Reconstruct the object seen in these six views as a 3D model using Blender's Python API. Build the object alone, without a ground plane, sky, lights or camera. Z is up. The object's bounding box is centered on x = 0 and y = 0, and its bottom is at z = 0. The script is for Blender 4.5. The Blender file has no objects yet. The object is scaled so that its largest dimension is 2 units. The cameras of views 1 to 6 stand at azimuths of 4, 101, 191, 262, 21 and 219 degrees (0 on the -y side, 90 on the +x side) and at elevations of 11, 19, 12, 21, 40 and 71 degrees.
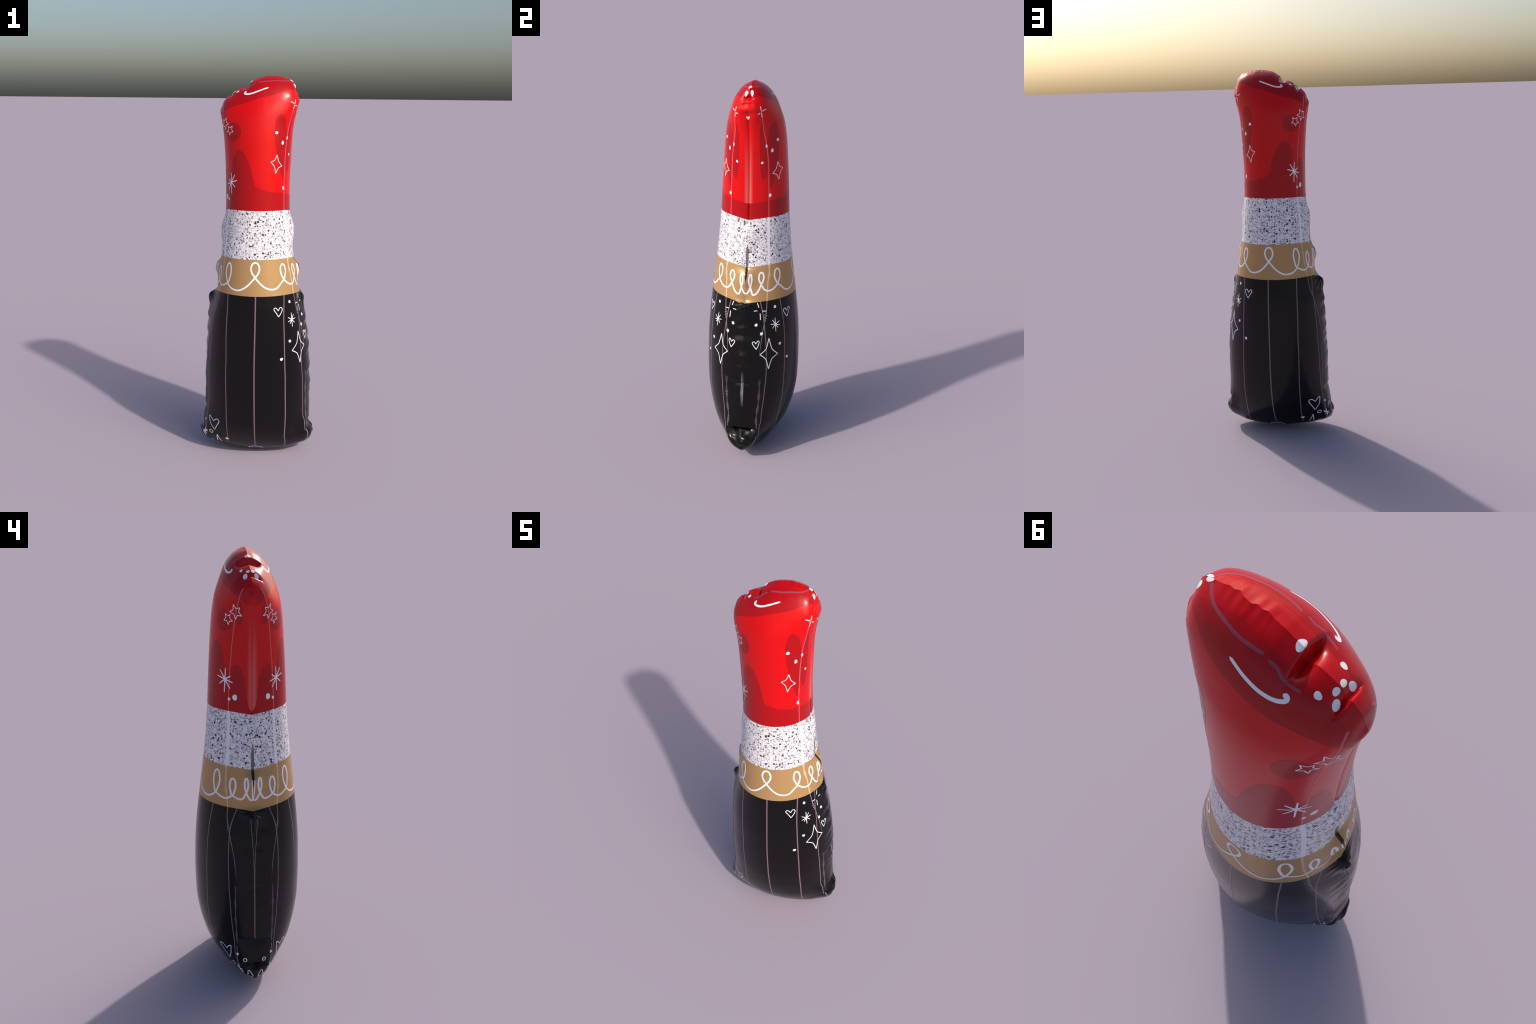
"""Inflated foil balloon in the shape of a lipstick: red bullet, glitter band, gold
collar with looped line, black pin-striped tube, all printed with white doodles."""
import bpy
import numpy as np
from mathutils import Vector

# ---------------------------------------------------------------- shape rules
# The balloon is two printed foil panels welded along a seam in the plane y = 0.
# Every point of a panel is addressed by (t, v): t runs from the left weld (-1) to
# the right weld (+1) round the panel, v runs from the bottom weld (0) to the top (2).
TOP_V, LOW_V = 1.60, 0.35          # above / below these heights the panels close
RED_V, GLITTER_V, GOLD_V = 1.333, 1.088, 0.903   # borders of the colour bands


def curve(points):
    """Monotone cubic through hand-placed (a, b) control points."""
    p = np.array(points, float)
    x, y = p[:, 0], p[:, 1]
    h = np.diff(x)
    d = np.diff(y) / h
    m = np.zeros_like(y)
    m[1:-1] = np.where(d[:-1] * d[1:] > 0,
                       2 * d[:-1] * d[1:] / (d[:-1] + d[1:] + 1e-12), 0)
    m[0], m[-1] = d[0], d[-1]

    def f(q):
        q = np.clip(np.asarray(q, float), x[0], x[-1])
        i = np.clip(np.searchsorted(x, q) - 1, 0, len(h) - 1)
        s = (q - x[i]) / h[i]
        return ((2 * s**3 - 3 * s**2 + 1) * y[i] + (s**3 - 2 * s**2 + s) * h[i] * m[i]
                + (-2 * s**3 + 3 * s**2) * y[i + 1] + (s**3 - s**2) * h[i] * m[i + 1])
    return f


def smooth(a, b, q):
    s = np.clip((q - a) / (b - a), 0, 1)
    return s * s * (3 - 2 * s)


def bump(q, centre, width):
    return np.exp(-((q - centre) / width) ** 2)


# half depth (front to back) against v
half_depth = curve([(0, 0), (.006, .026), (.015, .054), (.03, .086), (.06, .120), (.10, .154), (.15, .186),
                    (.20, .208), (.30, .234), (.40, .246), (.52, .2485), (.64, .246), (.76, .238),
                    (.90, .223), (1.07, .202), (1.18, .190), (1.32, .179), (1.42, .174),
                    (1.52, .169), (1.60, .164), (1.72, .155), (1.80, .143), (1.865, .122),
                    (1.92, .098), (1.95, .078), (1.975, .053), (1.99, .027), (2.0, 0)])
# the weld plane leans a little towards the front with height
lean = curve([(0, 0), (.4, .001), (.7, 0), (1.0, -.003), (1.3, -.004), (1.6, -.005), (1.85, -.007), (2, -.006)])
# side outline (half width at the shoulders), left and right, against z
left_edge = curve([(.045, .285), (.06, .297), (.09, .309), (.115, .306), (.14, .292), (.212, .284),
                   (.30, .277), (.45, .276), (.57, .270), (.66, .262), (.75, .249), (.85, .224),
                   (.89, .215), (.926, .211), (1.0, .205), (1.07, .193), (1.15, .186), (1.22, .181), (1.27, .175),
                   (1.31, .169), (1.34, .1675), (1.44, .168),
                   (1.56, .171), (1.69, .180), (1.76, .188), (1.80, .193), (1.835, .197), (1.85, .194)])
right_edge = curve([(.05, .285), (.067, .297), (.099, .309), (.123, .304), (.154, .292), (.233, .288),
                    (.43, .288), (.51, .284), (.60, .274), (.69, .260), (.78, .243), (.85, .230),
                    (.892, .222), (.937, .215), (1.0, .204), (1.075, .191), (1.15, .184), (1.228, .178),
                    (1.28, .172), (1.31, .167), (1.34, .165), (1.45, .164),
                    (1.58, .169), (1.70, .176), (1.78, .187), (1.84, .200), (1.877, .209), (1.90, .209),
                    (1.93, .194), (1.945, .186)])
# top weld without its folds, and bottom weld, against x
top_weld = curve([(-.20, 1.828), (-.19, 1.843), (-.18, 1.871), (-.16, 1.894), (-.13, 1.919), (-.09, 1.943),
                  (-.05, 1.966), (-.02, 1.981), (0, 1.990), (.038, 1.998), (.077, 2.0), (.115, 1.995),
                  (.148, 1.985), (.168, 1.975), (.182, 1.959), (.19, 1.943)])
bottom_weld = curve([(-.31, .075), (-.295, .058), (-.252, .035), (-.161, .015), (-.084, .004),
                     (-.02, 0), (.038, 0), (.106, .004), (.181, .013), (.234, .030), (.271, .045),
                     (.297, .066), (.31, .08)])
# how far the weld itself stands out of (+) or is sunk into (-) the shoulder line
left_weld_offset = curve([(0, 0), (.57, .002), (.66, .007), (.75, .015), (.80, .019), (.835, .034), (.855, .039), (.872, .028),
                          (.888, .002), (.90, -.008), (.93, -.005), (.965, .004), (1.003, .018), (1.03, .017), (1.052, .004),
                          (1.068, -.007), (1.10, -.005), (1.14, .001), (1.2, .010), (1.23, .011), (1.27, .004), (1.32, -.008),
                          (1.45, -.010), (1.6, -.009), (1.74, -.006), (1.80, -.003), (1.83, 0), (2, 0)])
right_weld_offset = curve([(0, 0), (.45, .001), (.60, .005), (.69, .008), (.78, .010), (.83, .014), (.855, .019), (.875, .014),
                           (.89, -.004), (.90, -.010), (.93, -.006), (.965, .005), (1.0, .019), (1.03, .019), (1.052, .005),
                           (1.068, -.006), (1.10, -.004), (1.14, -.001), (1.2, .009), (1.23, .011), (1.27, .005), (1.32, -.008),
                           (1.45, -.010), (1.6, -.010), (1.74, -.009), (1.82, -.008), (1.855, -.006), (1.88, 0), (2, 0)])
weld_spread = curve([(0, .05), (.60, .06), (.76, .055), (.84, .036), (.9, .032), (1.03, .040), (1.08, .025), (1.12, .03), (1.22, .05), (1.28, .035),
                     (1.33, .006), (1.6, .006), (1.8, .010), (2, .02)])
# folds across the weld: (position, depth, half length across the weld, sharpness above, below)
RIGHT_FOLDS = [(.186, .034, .115, .005, .026), (.460, .010, .080, .005, .035), (.33, .003, .06, .010, .03),
               (.560, .004, .07, .008, .03), (.645, .003, .07, .008, .025), (.72, .003, .06, .008, .025),
               (1.931, .018, .060, .007, .012), (1.856, .004, .030, .005, .010), (1.900, .011, .050, .016, .016)]
LEFT_FOLDS = [(.132, .012, .085, .006, .020), (.258, .014, .105, .005, .028), (.40, .003, .06, .008, .03),
              (.53, .004, .065, .006, .03), (.65, .003, .07, .008, .03), (.73, .003, .06, .008, .02)]
TOP_FOLDS = [(-.0515, .036, .047, .0030, .022), (-.1435, .017, .042, .009, .005), (.02, .0012, .02, .008, .012),
             (.075, .001, .02, .010, .016), (.145, .001, .02, .008, .014)]
BOTTOM_FOLDS = [(-.100, .006, .030, .012, .020), (.125, .007, .030, .010, .016), (-.21, .004, .03, .012, .012),
                (.215, .003, .03, .012, .014)]


def folds(table, pos, across):
    out = np.zeros(np.broadcast(pos, across).shape)
    for c, depth, reach, hi, lo in table:
        w = np.where(pos > c, hi, lo)
        out = out + depth * np.exp(-np.abs((pos - c) / w) ** 1.4) * np.exp(-np.abs(across / reach) ** 3)
    return out


def surf(t, v, side):
    """Point of the inflated foil; side is -1 for the front panel and +1 for the back."""
    t, v, side = np.broadcast_arrays(np.asarray(t, float), np.asarray(v, float), np.asarray(side, float))
    up = np.clip((v - TOP_V) / (2 - TOP_V), 0, 1)
    dn = np.clip((LOW_V - v) / LOW_V, 0, 1)
    ang = t * np.pi / 2
    n = (2.0 - .10 * smooth(.05, .35, v) * (1 - smooth(.55, .75, v))
         + np.where(t > 0, 1.1, np.where(side < 0, .45, .8)) * smooth(.25, .8, dn) * smooth(.50, .88, np.abs(t))
         + smooth(.35, .8, up) * np.where(t > 0, np.where(side < 0, .95, .45) * smooth(.1, .6, t), .5 * smooth(.2, .7, -t)))
    cx, cy = np.abs(np.sin(ang)) ** (2 / n) * np.sign(t), np.abs(np.cos(ang)) ** (2 / n)
    y = half_depth(v) * cy
    # edge heights at both welds, for reading the outline
    zl = np.where(up > 0, TOP_V + up * (1.845 - TOP_V), np.where(dn > 0, LOW_V - dn * (LOW_V - .055), v))
    zr = np.where(up > 0, TOP_V + up * (1.944 - TOP_V), np.where(dn > 0, LOW_V - dn * (LOW_V - .060), v))
    sag = .018 * np.abs(t) ** 4 * (1 - up) * (1 - dn)
    zl, zr = zl - .018 * (1 - up) * (1 - dn), zr - .018 * (1 - up) * (1 - dn)
    wl, wr = left_edge(zl), right_edge(zr)
    mid, half = (wr - wl) / 2, (wr + wl) / 2
    x = mid * np.abs(t) ** 1.0 + half * cx
    # weld ridge or groove on both sides
    g = np.exp(-y / weld_spread(v))
    end = smooth(.72, .95, np.abs(t))
    off = np.where(t > 0, right_weld_offset(zr), -left_weld_offset(zl))
    x = x + off * g * end
    z = np.where(up > 0, TOP_V + up * (top_weld(x) - TOP_V),
                 np.where(dn > 0, LOW_V - dn * (LOW_V - bottom_weld(x)), v)) - sag
    # folds
    x = x - np.where(t > 0, folds(RIGHT_FOLDS, z, y), -folds(LEFT_FOLDS, z, y)) * end
    z = z - folds(TOP_FOLDS, x, y) * smooth(.80, .97, up)
    z = z + folds(BOTTOM_FOLDS, x, y) * smooth(.75, 1, dn)
    # crumpled ridge along the top weld and puckers round the side welds
    ridge = smooth(.955, 1, up)
    env = np.exp(-((x - .075) / .055) ** 4)
    zig = (.0013 * np.sin(x * 187) + .0030 * np.sin(x * 83 + 2) + .0012 * np.sin(x * 301 + .6)) * env
    tip = np.hypot(y, z - .884)
    fan = np.cos(np.arctan2(y, .884 - z) * 13) * np.exp(-(tip / .052) ** 2) * smooth(.004, .016, tip) * (z < .89)
    x = x - np.sign(t) * .0036 * fan * end
    # crumpled corners of the tube
    ear = bump(z, .135, .045) * np.exp(-(y / .075) ** 4) * end
    x = x - np.sign(t) * ear * (.0018 * np.sin(y * 75 * side + z * 160) + .0016 * np.sin(y * 130 - z * 90 + 1.3))
    # shallow ripples across the side welds of the tube
    ripple = (np.sin(z * 52 + 2.6 * np.sin(z * 19)) + .6 * np.sin(z * 121 + y * 40 + 1)) * np.exp(-(y / .06) ** 2) * smooth(.30, .42, z) * (1 - smooth(.74, .82, z))
    x = x - np.sign(t) * .0018 * ripple * end
    y = side * y + zig * ridge + lean(v)
    return np.stack([x, y, z], -1)


def surf_normal(t, v, side, e=8e-4):
    ta, tb = np.clip(t - e, -1, 1), np.clip(t + e, -1, 1)
    va, vb = np.clip(v - e, 0, 2), np.clip(v + e, 0, 2)
    a = surf(tb, v, side) - surf(ta, v, side)
    b = surf(t, vb, side) - surf(t, va, side)
    nrm = np.cross(a, b) * -np.asarray(side, float)[..., None]
    return nrm / np.maximum(np.linalg.norm(nrm, axis=-1, keepdims=True), 1e-9)
# ---------------------------------------------------------------- the body mesh
COLS = 300


def row_values():
    def span(a, b, step):
        return np.linspace(a, b, max(2, int(round((b - a) / step)) + 1))
    rows = [2 * (np.linspace(0, 1, 60)[:-1] ** 1.8) * .05, span(.1, .30, .0030), span(.30, GOLD_V, .004),
            span(GOLD_V, GLITTER_V, .0035), span(GLITTER_V, RED_V, .0035), span(RED_V, TOP_V, .004),
            span(TOP_V, 1.86, .0035), 2 - .14 * np.linspace(1, 0, 90) ** 1.6]
    return np.unique(np.round(np.concatenate(rows), 6))


def build_body():
    rows = row_values()
    m = len(rows)
    lin = np.linspace(-1, 1, COLS + 1)
    cols = np.sign(lin) * (1 - (1 - np.abs(lin)) ** 1.25)     # closer together at the welds
    front = surf(cols[None, :], rows[:, None], -1.0)
    back = surf(cols[None, 1:-1], rows[:, None], 1.0)[:, ::-1]
    ring = np.concatenate([front, back], 1)                   # one closed loop per row
    k = ring.shape[1]
    # vertex normals of the closed body by central differences
    da = np.roll(ring, -1, 1) - np.roll(ring, 1, 1)
    db = np.gradient(ring, axis=0)
    nrm = np.cross(da, db)
    ln = np.linalg.norm(nrm, axis=-1, keepdims=True)
    nrm = nrm / np.maximum(ln, 1e-12)
    nrm[0], nrm[-1] = (0, 0, -1), (0, 0, 1)
    return rows, ring, nrm, k

# ---------------------------------------------------------------- printed artwork
# All artwork is thin ink laid on the foil.  It is drawn in panel coordinates (t, v);
# stroke widths and radii are metres.  Both panels carry the same print, mirrored.
def catmull(points, step=.004, closed=False):
    p = np.array(points, float)
    if closed:
        p = np.vstack([p[-1], p, p[0], p[1]])
    else:
        p = np.vstack([2 * p[0] - p[1], p, 2 * p[-1] - p[-2]])
    out = []
    for i in range(1, len(p) - 2):
        a, b, c, d = p[i - 1:i + 3]
        n = max(3, int(np.hypot((c[0] - b[0]) * .3, c[1] - b[1]) / step))
        s = np.linspace(0, 1, n, endpoint=False)[:, None]
        out.append(.5 * (2 * b + (c - a) * s + (2 * a - 5 * b + 4 * c - d) * s**2 + (3 * b - a - 3 * c + d) * s**3))
    if not closed:
        out.append(p[-2][None])
    return np.concatenate(out)


def polyline(points, step=.004, closed=False):
    p = [np.array(q, float) for q in points]
    if closed:
        p.append(p[0])
    out = []
    for b, c in zip(p[:-1], p[1:]):
        n = max(2, int(np.hypot((c[0] - b[0]) * .3, c[1] - b[1]) / step))
        out.append(b + (c - b) * np.linspace(0, 1, n, endpoint=False)[:, None])
    if not closed:
        out.append(p[-1][None])
    return np.concatenate(out)


def jacobian(t, v, side, e=2e-3):
    ta, tb = np.clip(t - e, -1, 1), np.clip(t + e, -1, 1)
    va, vb = np.clip(v - e, 0, 2), np.clip(v + e, 0, 2)
    jt = (surf(tb, v, side) - surf(ta, v, side)) / np.maximum(tb - ta, 1e-6)[..., None]
    jv = (surf(t, vb, side) - surf(t, va, side)) / np.maximum(vb - va, 1e-6)[..., None]
    return jt, jv


def shift(t, v, side, d):
    """Move panel coordinates by the 3D vector d within the surface."""
    jt, jv = jacobian(t, v, side)
    a, b, c = (jt * jt).sum(-1), (jt * jv).sum(-1), (jv * jv).sum(-1)
    p, q = (jt * d).sum(-1), (jv * d).sum(-1)
    det = np.maximum(a * c - b * b, 1e-7)
    return np.clip(t + (c * p - b * q) / det, -1, 1), np.clip(v + (a * q - b * p) / det, 0, 2)


def lay(t, v, side, lift):
    n = surf_normal(t, v, side)
    return surf(t, v, side) + n * lift, n


def stroke(path, width, side, lift, closed=False, cap=True, taper=None):
    """Ribbon of ink along a path; returns vertices, faces and normals."""
    t, v = np.clip(path[:, 0], -1, 1), np.clip(path[:, 1], 0, 2)
    sd = np.full(len(t), float(side))
    P, N = surf(t, v, sd), surf_normal(t, v, sd)
    if closed:
        T = np.roll(P, -1, 0) - np.roll(P, 1, 0)
    else:
        T = np.gradient(P, axis=0)
    B = np.cross(N, T)
    B /= np.maximum(np.linalg.norm(B, axis=1, keepdims=True), 1e-9)
    w = np.full(len(t), width / 2)
    if not closed:
        s = np.concatenate([[0], np.cumsum(np.linalg.norm(np.diff(P, axis=0), axis=1))])
        if taper is not None:
            w = w * np.interp(s / s[-1], *zip(*taper))
        if cap:
            r = width / 2
            for d in (s, s[-1] - s):
                q = np.clip(d / r, 0, 1)
                w = w * np.sqrt(np.clip(1 - (1 - q) ** 2, .02, 1))
    k = 5
    cols = np.linspace(-1, 1, k)
    tt, vv = [], []
    for c in cols:
        a, b = shift(t, v, sd, B * (w * c)[:, None])
        tt.append(a)
        vv.append(b)
    tt, vv = np.stack(tt, 1), np.stack(vv, 1)
    V, Nn = lay(tt, vv, np.full(tt.shape, float(side)), lift)
    return grid_faces(V, Nn, side, wrap=closed)


def grid_faces(V, N, side, wrap=False):
    r, c = V.shape[:2]
    i = np.arange(r if wrap else r - 1)[:, None]
    j = np.arange(c - 1)[None]
    i2 = (i + 1) % r
    F = np.stack([i * c + j, i * c + j + 1, i2 * c + j + 1, i2 * c + j], -1).reshape(-1, 4)
    V2, N2 = V.reshape(-1, 3), N.reshape(-1, 3)
    fn = np.cross(V2[F[:, 1]] - V2[F[:, 0]], V2[F[:, 2]] - V2[F[:, 0]])
    flip = (fn * N2[F].mean(1)).sum(1) < 0
    F[flip] = F[flip][:, ::-1]
    return V2, F, N2


def disc(t0, v0, rx, ry, side, lift, tilt=0.0, inner=0.0, wobble=0.0):
    """Filled (or ring-shaped) ellipse with radii in metres, tilt in the panel plane."""
    a = np.linspace(0, 2 * np.pi, 41)[:-1]
    rr = np.linspace(max(inner, .02), 1, 7)
    wob = 1 + wobble * np.sin(3 * a + t0 * 40)
    x = rr[:, None] * rx * (np.cos(a) * wob)[None]
    y = rr[:, None] * ry * (np.sin(a) * wob)[None]
    u = x * np.cos(tilt) - y * np.sin(tilt)
    w = x * np.sin(tilt) + y * np.cos(tilt)
    jt, jv = jacobian(np.array([t0]), np.array([v0]), np.array([float(side)]))
    t = np.clip(t0 + u / np.linalg.norm(jt), -1, 1)
    v = np.clip(v0 + w / np.linalg.norm(jv), 0, 2)
    V, N = lay(t.T, v.T, np.full(t.T.shape, float(side)), lift)
    return grid_faces(V, N, side, wrap=True)


def patch_columns(t0, t1, low, high, side, lift, nt=260, nv=60):
    """Area between two border curves low(t) and high(t)."""
    t = np.linspace(t0, t1, nt)
    f = np.linspace(0, 1, nv)
    lo, hi = low(t), high(t)
    v = lo[:, None] + (hi - lo)[:, None] * f[None]
    tt = np.repeat(t[:, None], nv, 1)
    V, N = lay(tt, v, np.full(v.shape, float(side)), lift)
    return grid_faces(V, N, side)


def patch_rows(v0, v1, left, right, side, lift, nv=110, nt=26):
    """Area between two border curves left(v) and right(v)."""
    s = np.linspace(0, 1, nv)
    v = v0 + (v1 - v0) * (.5 - .5 * np.cos(np.pi * s))
    f = np.linspace(0, 1, nt)
    l, r = left(v), right(v)
    tt = l[:, None] + (r - l)[:, None] * f[None]
    vv = np.repeat(v[:, None], nt, 1)
    V, N = lay(tt, vv, np.full(vv.shape, float(side)), lift)
    return grid_faces(V, N, side)


def blob(border, side, lift, rings=22):
    """Area inside a closed smooth border."""
    p = catmull(border, .003, True)
    c = p.mean(0)
    r = np.linspace(.02, 1, rings)[None, :]
    t = c[0] + (p[:, 0] - c[0])[:, None] * r
    v = c[1] + (p[:, 1] - c[1])[:, None] * r
    V, N = lay(t, v, np.full(t.shape, float(side)), lift)
    return grid_faces(V, N, side, wrap=True)


def join(pieces):
    V, F, N, k = [], [], [], 0
    for v, f, n in pieces:
        V.append(v)
        F.append(f + k)
        N.append(n)
        k += len(v)
    return np.concatenate(V), np.concatenate(F), np.concatenate(N)


def local_points(t0, v0, pts, side=-1.0):
    """Small drawing given in metres round (t0, v0), turned into panel coordinates."""
    jt, jv = jacobian(np.array([t0]), np.array([v0]), np.array([side]))
    a, b = np.linalg.norm(jt), np.linalg.norm(jv)
    return [(t0 + x / a, v0 + y / b) for x, y in pts]


# ---- control points of the drawings -------------------------------------------------
def add_print(root, parts, mats):
    def put(name, part, mat, maker):
        for side in (-1.0, 1.0):
            v, f, n = maker(side)
            make_mesh(name, v, f, n, mats[mat], parts[part])

    INK, LINE, AREA = .0005, .00035, .0002

    # --- dark red areas on the bullet
    cap_low = curve([(-1, 1.925), (-.8, 1.921), (-.62, 1.914), (-.45, 1.905), (-.3, 1.898), (-.17, 1.892), (0, 1.893),
                     (.14, 1.898), (.29, 1.913), (.39, 1.933), (.50, 1.951), (.60, 1.962), (.70, 1.972)])
    cap_high = curve([(-1, 1.926), (-.95, 1.945), (-.8, 1.963), (-.63, 1.972), (-.48, 1.980), (-.3, 1.983), (0, 1.985),
                      (.175, 1.987), (.3, 1.985), (.44, 1.982), (.6, 1.977), (.70, 1.972)])
    put("dark_red_patch", "bullet", "dark_red", lambda s: patch_columns(-1, .70, cap_low, cap_high, s, AREA, 380, 40))
    low_high = curve([(-1, 1.345), (-.945, 1.37), (-.92, 1.407), (-.885, 1.475), (-.845, 1.512), (-.795, 1.535),
                      (-.73, 1.540), (-.66, 1.530), (-.62, 1.512), (-.575, 1.492), (-.555, 1.489), (-.54, 1.505),
                      (-.522, 1.538), (-.50, 1.575), (-.46, 1.603), (-.415, 1.623), (-.335, 1.636), (-.263, 1.627),
                      (-.19, 1.602), (-.12, 1.558), (-.065, 1.508), (-.02, 1.459), (.08, 1.445), (.14, 1.439),
                      (.28, 1.429), (.35, 1.426), (.6, 1.420), (.74, 1.416), (.9, 1.416), (1, 1.418)])
    put("dark_red_patch", "bullet", "dark_red",
        lambda s: patch_columns(-1, 1, lambda t: np.full_like(t, RED_V), low_high, s, AREA, 460, 70))
    for border in (
            [(.580, 1.486), (.478, 1.551), (.403, 1.615), (.353, 1.68), (.330, 1.753), (.350, 1.797), (.402, 1.816),
             (.470, 1.810), (.535, 1.797), (.604, 1.752), (.637, 1.70), (.622, 1.617), (.606, 1.512)],
            [(.728, 1.527), (.668, 1.547), (.636, 1.591), (.648, 1.71), (.674, 1.791), (.688, 1.852), (.752, 1.812),
             (.780, 1.757), (.792, 1.663), (.778, 1.564)],
            [(-.470, 1.693), (-.580, 1.710), (-.640, 1.742), (-.625, 1.775), (-.572, 1.795), (-.435, 1.806), (-.345, 1.788),
             (-.288, 1.742), (-.345, 1.706)],
            [(-.767, 1.752), (-.825, 1.777), (-.845, 1.815), (-.835, 1.85), (-.790, 1.888), (-.708, 1.910), (-.688, 1.88),
             (-.682, 1.84), (-.675, 1.80), (-.700, 1.77)]):
        put("dark_red_patch", "bullet", "dark_red", lambda s: blob(border, s, AREA))
    # deeper red between that cap print and the top weld
    put("dark_red_patch", "bullet", "deep_red", lambda s: patch_columns(
        -.99, .999, curve([(-.99, 1.935), (-.95, 1.946), (-.8, 1.9635), (-.63, 1.9725), (-.48, 1.9805), (-.3, 1.9835), (0, 1.9855),
                           (.175, 1.9875), (.3, 1.9855), (.44, 1.9825), (.6, 1.9775), (.70, 1.9745), (.85, 1.982), (1, 1.985)]),
        lambda t: np.full_like(t, 1.9998), s, AREA, 380, 24))

    # --- pale line that follows the weld at a hand's breadth
    right_line = catmull([(.650, 1.925), (.694, 1.857), (.690, 1.790), (.645, 1.705), (.622, 1.615), (.622, 1.52), (.625, 1.425), (.628, RED_V)])
    left_line = catmull([(-.655, 1.970), (-.705, 1.888), (-.690, 1.795), (-.670, 1.69), (-.655, 1.60), (-.640, 1.513), (-.626, 1.42), (-.624, RED_V)])
    for path in (right_line, left_line):
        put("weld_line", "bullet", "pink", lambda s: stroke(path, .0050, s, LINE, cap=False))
    top_line = catmull([(.56, 1.997), (.48, 1.989), (.39, 1.981), (.27, 1.975), (.167, 1.972), (.055, 1.974), (.0, 1.976)])
    put("weld_line", "bullet", "dim_pink", lambda s: stroke(top_line, .0075, s, LINE))
    top_line2 = catmull([(-.03, 1.974), (-.087, 1.975), (-.138, 1.970), (-.188, 1.970), (-.265, 1.972)])
    put("weld_line", "bullet", "dim_pink", lambda s: stroke(top_line2, .0065, s, LINE))
    for sg in (-1, 1):
        band = catmull([(sg * .626, RED_V), (sg * .63, 1.20), (sg * .628, GLITTER_V)])
        put("weld_line", "glitter_band", "plain_white", lambda s: stroke(band, .015, s, LINE, cap=False))
    rng = np.random.default_rng(7)

    def zigzag(path, amp, period, start=0.0, end=1.0):
        p = path.copy()
        n = len(p)
        d = np.concatenate([[0], np.cumsum(np.hypot(np.diff(p[:, 0]) * .35, np.diff(p[:, 1])))])
        ph = d / period
        tri = 2 * np.abs(2 * (ph - np.floor(ph + .5))) - 1
        f = d / d[-1]
        env = ((f >= start) & (f <= end)) * (.6 + .4 * np.sin(f * 23 + 1))
        p[:, 0] += tri * amp * env
        return p

    gold_r = catmull([(.632, GLITTER_V), (.630, 1.044), (.655, 1.0), (.666, .963), (.678, GOLD_V)], .0012)
    gold_l = catmull([(-.618, GLITTER_V), (-.618, 1.044), (-.622, 1.0), (-.645, .95), (-.668, GOLD_V)], .0012)
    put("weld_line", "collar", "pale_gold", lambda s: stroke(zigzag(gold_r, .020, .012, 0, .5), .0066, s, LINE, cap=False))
    put("weld_line", "collar", "pale_gold", lambda s: stroke(zigzag(gold_l, .017, .012, 0, .7), .0056, s, LINE, cap=False))
    blk_r = catmull([(.677, GOLD_V), (.690, .846), (.715, .800), (.752, .712), (.773, .612)], .0012)
    blk_l = catmull([(-.668, GOLD_V), (-.664, .858), (-.69, .801), (-.755, .683), (-.775, .572)], .0012)
    fade = [(0, 1), (.55, .8), (.8, .7), (1, .05)]
    put("weld_line", "tube", "grey_line", lambda s: stroke(zigzag(blk_r, .026, .013, .19, .38), .0048, s, LINE, cap=False, taper=fade))
    put("weld_line", "tube", "grey_line", lambda s: stroke(zigzag(blk_l, .020, .013, .12, .30), .0042, s, LINE, cap=False, taper=fade))
    st_r = catmull([(.755, .486), (.757, .36), (.772, .25), (.780, .165)], .0010)
    st_l = catmull([(-.765, .54), (-.760, .455), (-.757, .323), (-.752, .225)], .0010)
    put("weld_line", "tube", "dim_grey", lambda s: stroke(zigzag(st_r, .024, .0120), .0026, s, LINE, cap=False, taper=[(0, .3), (.3, 1), (1, 1)]))
    put("weld_line", "tube", "dim_grey", lambda s: stroke(zigzag(st_l, .015, .0120), .0030, s, LINE, cap=False, taper=[(0, .3), (.2, 1), (1, 1)]))
    low_r = catmull([(.755, .115), (.72, .07), (.68, .035), (.64, .012)])
    low_l = catmull([(-.752, .215), (-.755, .165), (-.735, .12), (-.71, .085)])
    put("weld_line", "tube", "grey_line", lambda s: stroke(low_r, .0058, s, LINE))
    put("weld_line", "tube", "grey_line", lambda s: stroke(low_l, .0042, s, LINE))

    # --- pin stripes of the tube
    stripes = [([(.018, GOLD_V), (.014, .72), (.010, .54), (.012, .277), (.008, .060)], .0064),
               ([(.462, GOLD_V), (.407, .75), (.394, .56), (.396, .435), (.399, .25), (.36, .08), (.34, .045)], .0058),
               ([(-.44, GOLD_V), (-.39, .776), (-.371, .60), (-.369, .50), (-.357, .26), (-.32, .075), (-.30, .05)], .0054),
               ([(.776, GOLD_V), (.730, .82), (.708, .74), (.680, .64), (.668, .52), (.684, .41), (.697, .30), (.698, .215),
                 (.722, .183), (.712, .11)], .0046),
               ([(-.79, GOLD_V), (-.714, .82), (-.692, .725), (-.684, .56), (-.697, .44), (-.711, .30), (-.718, .16), (-.71, .09)], .0044),
               ([(-.958, .872), (-.972, .80), (-.990, .70), (-.995, .60), (-.995, .40), (-.996, .27)], .0028)]
    for pts, w in stripes:
        path = catmull(pts)
        put("pinstripe", "tube", "stripe", lambda s: stroke(path, w, s, LINE, cap=False))
    tear = catmull([(.988, .54), (.988, .46), (.989, .40), (.992, .33)], .003)
    put("weld_line", "tube", "grey_line", lambda s: stroke(tear, .007, s, LINE, cap=False, taper=[(0, .05), (.4, .8), (.6, 1), (1, .02)]))

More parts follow.
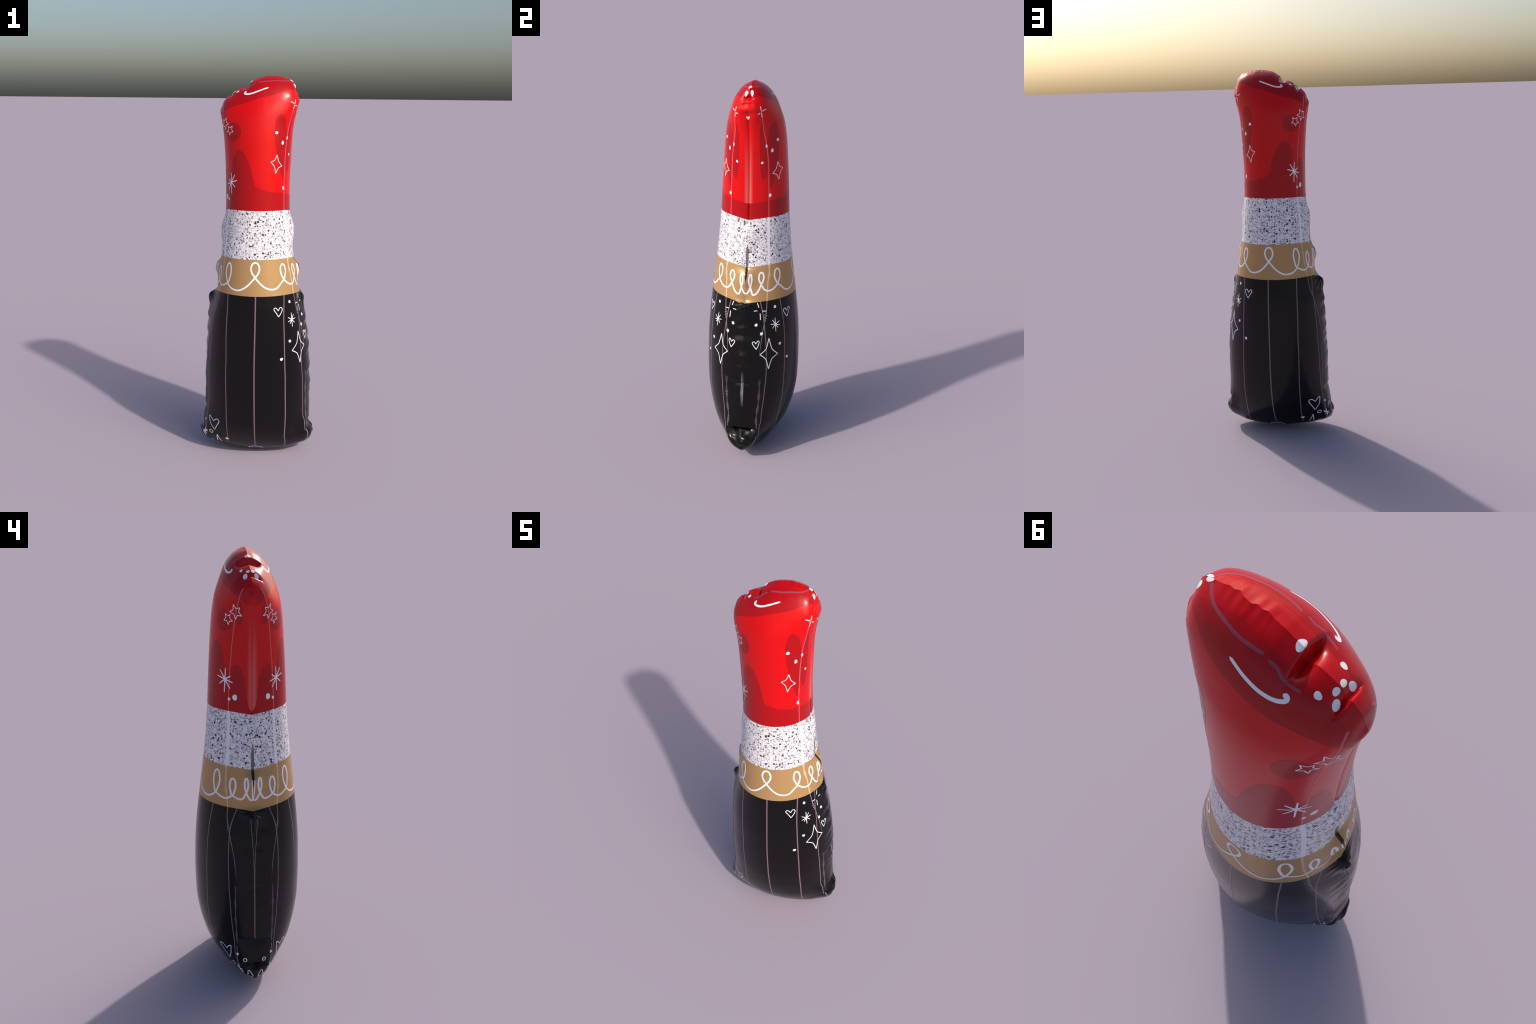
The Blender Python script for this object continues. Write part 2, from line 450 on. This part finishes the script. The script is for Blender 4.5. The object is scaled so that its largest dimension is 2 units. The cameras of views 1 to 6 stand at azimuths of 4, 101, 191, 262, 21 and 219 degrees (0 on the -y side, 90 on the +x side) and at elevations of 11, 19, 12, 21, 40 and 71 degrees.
    # --- flat dark lens shapes along the weld where band and collar meet
    for sg in (-1, 1):
        slot = curve([(1.092, .0062), (1.13, .0075), (1.17, .0062), (1.20, .0025), (1.212, .0003)])
        gap = curve([(1.018, .0002), (1.03, .0025), (1.05, .0055), (1.075, .0062), (GLITTER_V - .001, .0055)])
        one = lambda v: np.full_like(v, sg * 1.0)
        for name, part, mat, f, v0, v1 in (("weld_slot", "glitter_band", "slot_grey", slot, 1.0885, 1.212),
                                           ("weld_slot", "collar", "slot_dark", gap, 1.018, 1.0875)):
            inner = lambda v, f=f: sg * (1 - f(v) / .31)
            put(name, part, mat, lambda s: patch_rows(v0, v1, inner if sg > 0 else one, one if sg > 0 else inner, s, AREA, 50, 10))

    # --- looped line round the collar: (centre, top, crossing, half width)
    def loops(table, swags):
        pts = []
        for i, ((c, top, cross, w), (st, sv)) in enumerate(zip(table, swags)):
            h = top - cross
            pts += [(c, cross), (c + .72 * w, cross + .30 * h), (c + w, cross + .60 * h), (c + .68 * w, top - .10 * h), (c, top),
                    (c - .68 * w, top - .10 * h), (c - w, cross + .60 * h), (c - .72 * w, cross + .30 * h), (c, cross)]
            nxt = table[i + 1][0] if i + 1 < len(table) else st
            dip = cross - sv
            if dip > .03:
                pts += [(c + (st - c) * .30, sv + dip * .50), (c + (st - c) * .62, sv + dip * .14)]
            pts += [(st, sv)]
            if nxt != st and dip > .03:
                pts += [(st + (nxt - st) * .38, sv + dip * .12), (st + (nxt - st) * .70, sv + dip * .46)]
        return pts
    right = loops([(.008, 1.074, .999, .068), (.487, 1.061, .984, .053), (.762, 1.053, .992, .040), (.930, 1.052, .985, .022)],
                  [(.275, .937), (.640, .954), (.883, .941), (1.0, .950)])
    left = [(-a, b) for a, b in loops([(.468, 1.061, .960, .056), (.722, 1.037, .960, .042), (.908, 1.049, .982, .024)],
                                      [(.620, .941), (.845, .948), (.990, .947)])]
    path = catmull(left[::-1] + [(-.405, .940), (-.335, .931), (-.235, .931), (-.12, .953)] + right, .0022)
    put("loop_line", "collar", "white", lambda s: stroke(path, .0088, s, INK))
    inner = catmull([(-.982, 1.048), (-.986, 1.0), (-.992, .965), (-.998, .947)], .0022)
    put("loop_line", "collar", "white", lambda s: stroke(inner, .0050, s, INK))

    # --- white doodles -------------------------------------------------------------
    def dot(part, t, v, rx, ry, tilt=0.0, name="dot", mat="white"):
        put(name, part, mat, lambda s: disc(t, v, rx, ry, s, INK, tilt, wobble=.05))

    def outline(part, name, pts, width, smooth_path=False, mat="white"):
        p = (catmull if smooth_path else polyline)(pts, .0025, True)
        put(name, part, mat, lambda s: stroke(p, width, s, INK, closed=True))

    def rays(part, t, v, ends, width, name="sparkle"):
        put(name, part, "white", lambda s: join(
            [stroke(polyline([(t, v), e], .003), width, s, INK + .00003 * i, taper=[(0, 1), (1, .7)]) for i, e in enumerate(ends)]))

    def bars(part, segs, width, name="sparkle"):
        put(name, part, "white", lambda s: join([stroke(polyline(q, .003), width, s, INK) for q in segs]))

    def concave(pts, pull=.35):
        """Four-pointed star with sides drawn in towards its middle."""
        p = np.array(pts, float)
        c = p.mean(0)
        out = []
        for i in range(len(p)):
            a, b = p[i], p[(i + 1) % len(p)]
            out += [a + (c - a) * 0, ]
            for k in (.25, .5, .75):
                m = a + (b - a) * k
                out.append(m + (c - m) * pull * np.sin(np.pi * k))
        return out

    def heart(part, pts, width):
        """Left lobe tip, dip, right lobe tip and point given as a loose loop."""
        put("heart", part, "white", lambda s: stroke(np.concatenate([catmull(q, .002)[:-1] for q in pts]), width, s, INK, closed=True))

    # bullet
    dot("bullet", .378, 1.721, .0085, .0075)
    dot("bullet", .529, 1.673, .0075, .0098)
    dot("bullet", .746, 1.617, .0062, .0066, .5)
    dot("bullet", .600, 1.446, .0072, .0098, .2)
    outline("bullet", "diamond_star", concave([(.407, 1.612), (.538, 1.556), (.393, 1.520), (.279, 1.577)], .30), .0034)
    rays("bullet", .650, 1.700, local_points(.650, 1.700, [(.007 * np.cos(a), .010 * np.sin(a)) for a in np.arange(8) * np.pi / 4 + .2]), .0035)
    bars("bullet", [[(.655, 1.925), (.682, 1.896)], [(.688, 1.888), (.697, 1.858)], [(.545, 1.889), (.660, 1.892)],
                    [(.708, 1.894), (.780, 1.897)]], .0042)

    def star(t, v, r, turn):
        pts = []
        for i in range(10):
            a = turn + i * np.pi / 5
            q = r * (1.0 if i % 2 == 0 else .47)
            pts.append((q * np.cos(a), q * np.sin(a)))
        outline("bullet", "star", local_points(t, v, pts), .0030)
    star(-.692, 1.826, .030, .87)
    star(-.549, 1.766, .0245, .72)
    rays("bullet", -.553, 1.4715, [(-.557, 1.520), (-.652, 1.489), (-.695, 1.461), (-.648, 1.432), (-.545, 1.412), (-.441, 1.447),
                                   (-.390, 1.482), (-.448, 1.510)], .0060, "starburst")
    dot("bullet", -.729, 1.398, .0105, .0135, .2)
    dot("bullet", -.633, 1.3865, .0062, .0072)
    smile = catmull([(.163, 1.941), (.050, 1.932), (-.05, 1.929), (-.150, 1.934), (-.212, 1.945), (-.212, 1.953), (-.185, 1.954)])
    put("smile_stroke", "bullet", "white", lambda s: stroke(smile, .0085, s, INK, taper=[(0, .8), (.6, 1), (1, 1.25)]))
    dot("bullet", -.345, 1.982, .0085, .0070)
    dot("bullet", -.417, 1.9955, .0070, .0090, .4)
    dot("bullet", -.458, 1.9880, .0120, .0100)
    dot("bullet", .755, 1.9890, .0125, .0115)
    dot("bullet", .615, 1.9985, .0090, .0060)
    dot("bullet", -.125, 1.9995, .0085, .0120)
    put("dot", "bullet", "white", lambda s: patch_rows(1.868, 1.886, curve([(1.868, .999), (1.878, .985), (1.886, .975)]),
                                                       lambda v: np.full_like(v, 1.0), s, INK, 14, 8))
    # tube, right
    heart("tube", [[(.338, .796), (.305, .818), (.277, .834), (.290, .842), (.315, .840), (.340, .827)],
                   [(.340, .827), (.372, .842), (.400, .840), (.402, .828), (.372, .810), (.338, .796)]], .0040)
    dot("tube", .553, .8655, .0072, .0078)
    rays("tube", .552, .773, [(.558, .809), (.484, .787), (.479, .763), (.510, .752), (.547, .734), (.602, .754), (.630, .778), (.600, .799)],
         .0046, "starburst")
    dot("tube", .481, .663, .0082, .0078)
    dot("tube", .352, .573, .0088, .0074, .4)
    dot("tube", .833, .7855, .0080, .0080)
    dot("tube", .757, .736, .0078, .0085)
    outline("tube", "diamond_star", concave([(.650, .706), (.763, .625), (.638, .537), (.509, .610)], .34), .0042)
    bars("tube", [[(.821, .899), (.797, .873)], [(.779, .844), (.774, .808)], [(.685, .851), (.752, .8535)], [(.815, .8585), (.873, .8595)]], .0042)
    heart("tube", [[(.818, .656), (.795, .676), (.784, .692), (.796, .701), (.812, .696), (.828, .686)],
                   [(.828, .686), (.845, .698), (.868, .698), (.876, .692), (.850, .674), (.818, .656)]], .0038)
    # tube, lower left corner
    heart("tube", [[(-.535, .119), (-.505, .150), (-.464, .186), (-.480, .199), (-.515, .198), (-.562, .179)],
                   [(-.562, .179), (-.610, .196), (-.650, .204), (-.650, .192), (-.620, .156), (-.535, .119)]], .0042)
    put("ring", "tube", "white", lambda s: disc(-.585, .097, .0155, .0105, s, INK, 2.6, inner=.66))
    rays("tube", -.690, .0745, [(-.730, .103), (-.760, .070), (-.745, .052), (-.700, .045), (-.672, .030), (-.640, .060), (-.635, .086), (-.665, .098)],
         .0050, "starburst")
    put("ring", "tube", "white", lambda s: disc(-.880, .128, .0098, .0105, s, INK, .4, inner=.62))
    dot("tube", -.758, .163, .0062, .0066)
    heart("tube", [[(-.930, .018), (-.87, .014), (-.80, .020), (-.775, .028), (-.80, .034), (-.835, .035)],
                   [(-.835, .035), (-.845, .044), (-.875, .052), (-.900, .046), (-.915, .034), (-.930, .018)]], .0036)
    dot("tube", -.323, .0825, .0105, .0090)
    put("sparkle", "tube", "white", lambda s: stroke(polyline([(-.395, .042), (-.470, .090), (-.452, .036)], .003), .0055, s, INK))
    bars("tube", [[(-.49, .020), (-.565, .036)]], .0040)
    # blue round label under the tube
    lab = lambda k: curve([(.0, k * .055 + .010), (.026, k * .085 + .010), (.041, k * .07 + .010), (.0475, k * .03 + .010), (.050, k * .002 + .010)])
    lab2 = lambda k: curve([(.0, k * .049 + .010), (.026, k * .078 + .010), (.038, k * .063 + .010), (.0445, k * .027 + .010), (.0465, k * .002 + .010)])
    put("label_sticker", "tube", "plain_white", lambda s: patch_rows(.004, .050, lab(-1), lab(1), s, AREA, 40, 24))
    put("label_sticker", "tube", "blue", lambda s: patch_rows(.004, .0465, lab2(-1), lab2(1), s, LINE, 40, 24))

# ---------------------------------------------------------------- materials
def new_material(name, colour, rough=.3, coat=0.0, metallic=0.0, spec=.30):
    m = bpy.data.materials.new(name)
    m.use_nodes = True
    b = m.node_tree.nodes["Principled BSDF"]
    b.inputs["Base Color"].default_value = (*colour, 1)
    b.inputs["Roughness"].default_value = rough
    b.inputs["Metallic"].default_value = metallic
    b.inputs["Specular IOR Level"].default_value = spec
    b.inputs["Coat Weight"].default_value = coat
    b.inputs["Coat Roughness"].default_value = .12
    return m, m.node_tree, b


def build_materials():
    mats = {}
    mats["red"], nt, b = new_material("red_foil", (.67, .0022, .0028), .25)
    n, l = nt.nodes, nt.links
    # pale pink strip along the side weld of the bullet
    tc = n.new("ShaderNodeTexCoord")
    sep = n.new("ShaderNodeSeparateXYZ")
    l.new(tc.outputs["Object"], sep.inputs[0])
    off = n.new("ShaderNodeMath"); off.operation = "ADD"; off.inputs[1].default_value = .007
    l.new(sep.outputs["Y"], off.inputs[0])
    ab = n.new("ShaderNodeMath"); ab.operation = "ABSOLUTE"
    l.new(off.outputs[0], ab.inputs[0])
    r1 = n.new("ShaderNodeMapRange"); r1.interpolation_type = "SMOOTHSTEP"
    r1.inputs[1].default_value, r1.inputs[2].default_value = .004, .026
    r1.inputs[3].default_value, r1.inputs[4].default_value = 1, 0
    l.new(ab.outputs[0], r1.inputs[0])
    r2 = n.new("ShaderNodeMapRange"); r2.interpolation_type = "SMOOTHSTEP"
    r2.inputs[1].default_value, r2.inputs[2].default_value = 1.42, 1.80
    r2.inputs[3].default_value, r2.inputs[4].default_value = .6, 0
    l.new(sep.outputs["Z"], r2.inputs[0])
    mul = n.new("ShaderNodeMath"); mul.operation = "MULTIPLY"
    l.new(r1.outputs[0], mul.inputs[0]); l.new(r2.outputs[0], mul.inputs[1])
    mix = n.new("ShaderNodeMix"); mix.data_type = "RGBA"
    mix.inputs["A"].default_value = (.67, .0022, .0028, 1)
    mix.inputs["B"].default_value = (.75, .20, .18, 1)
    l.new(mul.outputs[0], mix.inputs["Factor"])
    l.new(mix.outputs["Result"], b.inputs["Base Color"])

    mats["glitter"], nt, b = new_material("glitter_print", (.80, .77, .80), .35)
    n, l = nt.nodes, nt.links
    tc = n.new("ShaderNodeTexCoord")
    last = None

    def ramp(pairs):
        r = n.new("ShaderNodeValToRGB")
        e = r.color_ramp.elements
        e[0].position, e[0].color = pairs[0][0], (*pairs[0][1], 1)
        e[1].position, e[1].color = pairs[-1][0], (*pairs[-1][1], 1)
        for pos, c in pairs[1:-1]:
            k = e.new(pos)
            k.color = (*c, 1)
        return r

    noise = n.new("ShaderNodeTexNoise")
    noise.inputs["Scale"].default_value, noise.inputs["Detail"].default_value = 100, 2.5
    l.new(tc.outputs["Object"], noise.inputs["Vector"])
    base = ramp([(.32, (.38, .37, .39)), (.46, (.76, .74, .77)), (.58, (.91, .88, .92))])
    l.new(noise.outputs["Fac"], base.inputs[0])
    last = base.outputs[0]
    # flakes: cells of three sizes, each cell with its own radius and colour
    for scale, radius, share, tint in ((150, .33, .60, (.34, .25, .30)), (106, .32, .60, (.16, .085, .115)),
                                       (76, .31, .48, (.022, .018, .022))):
        vor = n.new("ShaderNodeTexVoronoi")
        vor.inputs["Scale"].default_value = scale
        l.new(tc.outputs["Object"], vor.inputs["Vector"])
        sepc = n.new("ShaderNodeSeparateColor")
        l.new(vor.outputs["Color"], sepc.inputs[0])
        rad = n.new("ShaderNodeMapRange")
        rad.inputs[1].default_value, rad.inputs[2].default_value = 1 - share, 1
        rad.inputs[3].default_value, rad.inputs[4].default_value = 0, radius + .16
        l.new(sepc.outputs[0], rad.inputs[0])
        sub = n.new("ShaderNodeMath"); sub.operation = "SUBTRACT"
        l.new(rad.outputs[0], sub.inputs[0]); l.new(vor.outputs["Distance"], sub.inputs[1])
        edge = n.new("ShaderNodeMapRange")
        edge.inputs[1].default_value, edge.inputs[2].default_value = -.09, .09
        l.new(sub.outputs[0], edge.inputs[0])
        mx = n.new("ShaderNodeMix"); mx.data_type = "RGBA"
        mx.inputs["B"].default_value = (*tint, 1)
        l.new(edge.outputs[0], mx.inputs["Factor"])
        l.new(last, mx.inputs["A"])
        last = mx.outputs["Result"]
    l.new(last, b.inputs["Base Color"])

    plain = dict(gold=("gold_foil", (.50, .298, .125), .34), black=("black_foil", (.0025, .0022, .0025), .18),
                 dark_red=("dark_red_print", (.42, .0025, .0055), .25), deep_red=("deep_red_print", (.50, .0020, .0050), .25), white=("white_ink", (.92, .91, .93), .35),
                 plain_white=("plain_white_ink", (.93, .90, .94), .35), pink=("pink_line_ink", (.78, .10, .11), .35),
                 dim_pink=("dim_pink_ink", (.32, .055, .085), .3), pale_gold=("pale_gold_ink", (.72, .52, .33), .3),
                 grey_line=("grey_line_ink", (.19, .18, .20), .3), dim_grey=("dim_grey_ink", (.17, .16, .18), .3),
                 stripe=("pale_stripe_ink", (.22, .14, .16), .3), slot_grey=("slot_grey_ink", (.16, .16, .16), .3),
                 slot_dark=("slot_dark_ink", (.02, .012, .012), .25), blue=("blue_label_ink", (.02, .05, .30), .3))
    for key, (name, colour, rough) in plain.items():
        mats[key], nt, b = new_material(name, colour, rough, metallic=.22 if key == "gold" else 0, spec=.30)
    return mats


# ---------------------------------------------------------------- objects
def make_mesh(name, verts, faces, normals, mat, parent):
    me = bpy.data.meshes.new(name)
    me.from_pydata(verts.tolist() if hasattr(verts, "tolist") else verts, [], faces.tolist() if hasattr(faces, "tolist") else faces)
    me.polygons.foreach_set("use_smooth", [True] * len(me.polygons))
    me.materials.append(mat)
    me.update()
    if normals is not None:
        me.normals_split_custom_set_from_vertices([tuple(n) for n in normals])
    ob = bpy.data.objects.new(name, me)
    bpy.context.scene.collection.objects.link(ob)
    ob.parent = parent
    return ob


def main():
    mats = build_materials()
    root = bpy.data.objects.new("lipstick_balloon", None)
    bpy.context.scene.collection.objects.link(root)
    root["label"] = "inflated red, silver glitter, gold and black lipstick foil balloon"
    root["category"] = "foil balloon"
    rows, ring, nrm, k = build_body()
    parts = {}
    for name, mat, lo, hi in (("tube", "black", 0, GOLD_V), ("collar", "gold", GOLD_V, GLITTER_V),
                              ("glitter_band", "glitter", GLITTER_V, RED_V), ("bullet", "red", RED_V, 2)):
        i0, i1 = np.argmin(abs(rows - lo)), np.argmin(abs(rows - hi))
        r = np.arange(i1 - i0)[:, None]
        c = np.arange(k)[None, :]
        c2 = (c + 1) % k
        quads = np.stack([r * k + c, r * k + c2, (r + 1) * k + c2, (r + 1) * k + c], -1).reshape(-1, 4)
        vs, ns = ring[i0:i1 + 1].reshape(-1, 3), nrm[i0:i1 + 1].reshape(-1, 3)
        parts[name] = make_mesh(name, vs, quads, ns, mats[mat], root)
    if "add_print" in globals():
        add_print(root, parts, mats)


main()
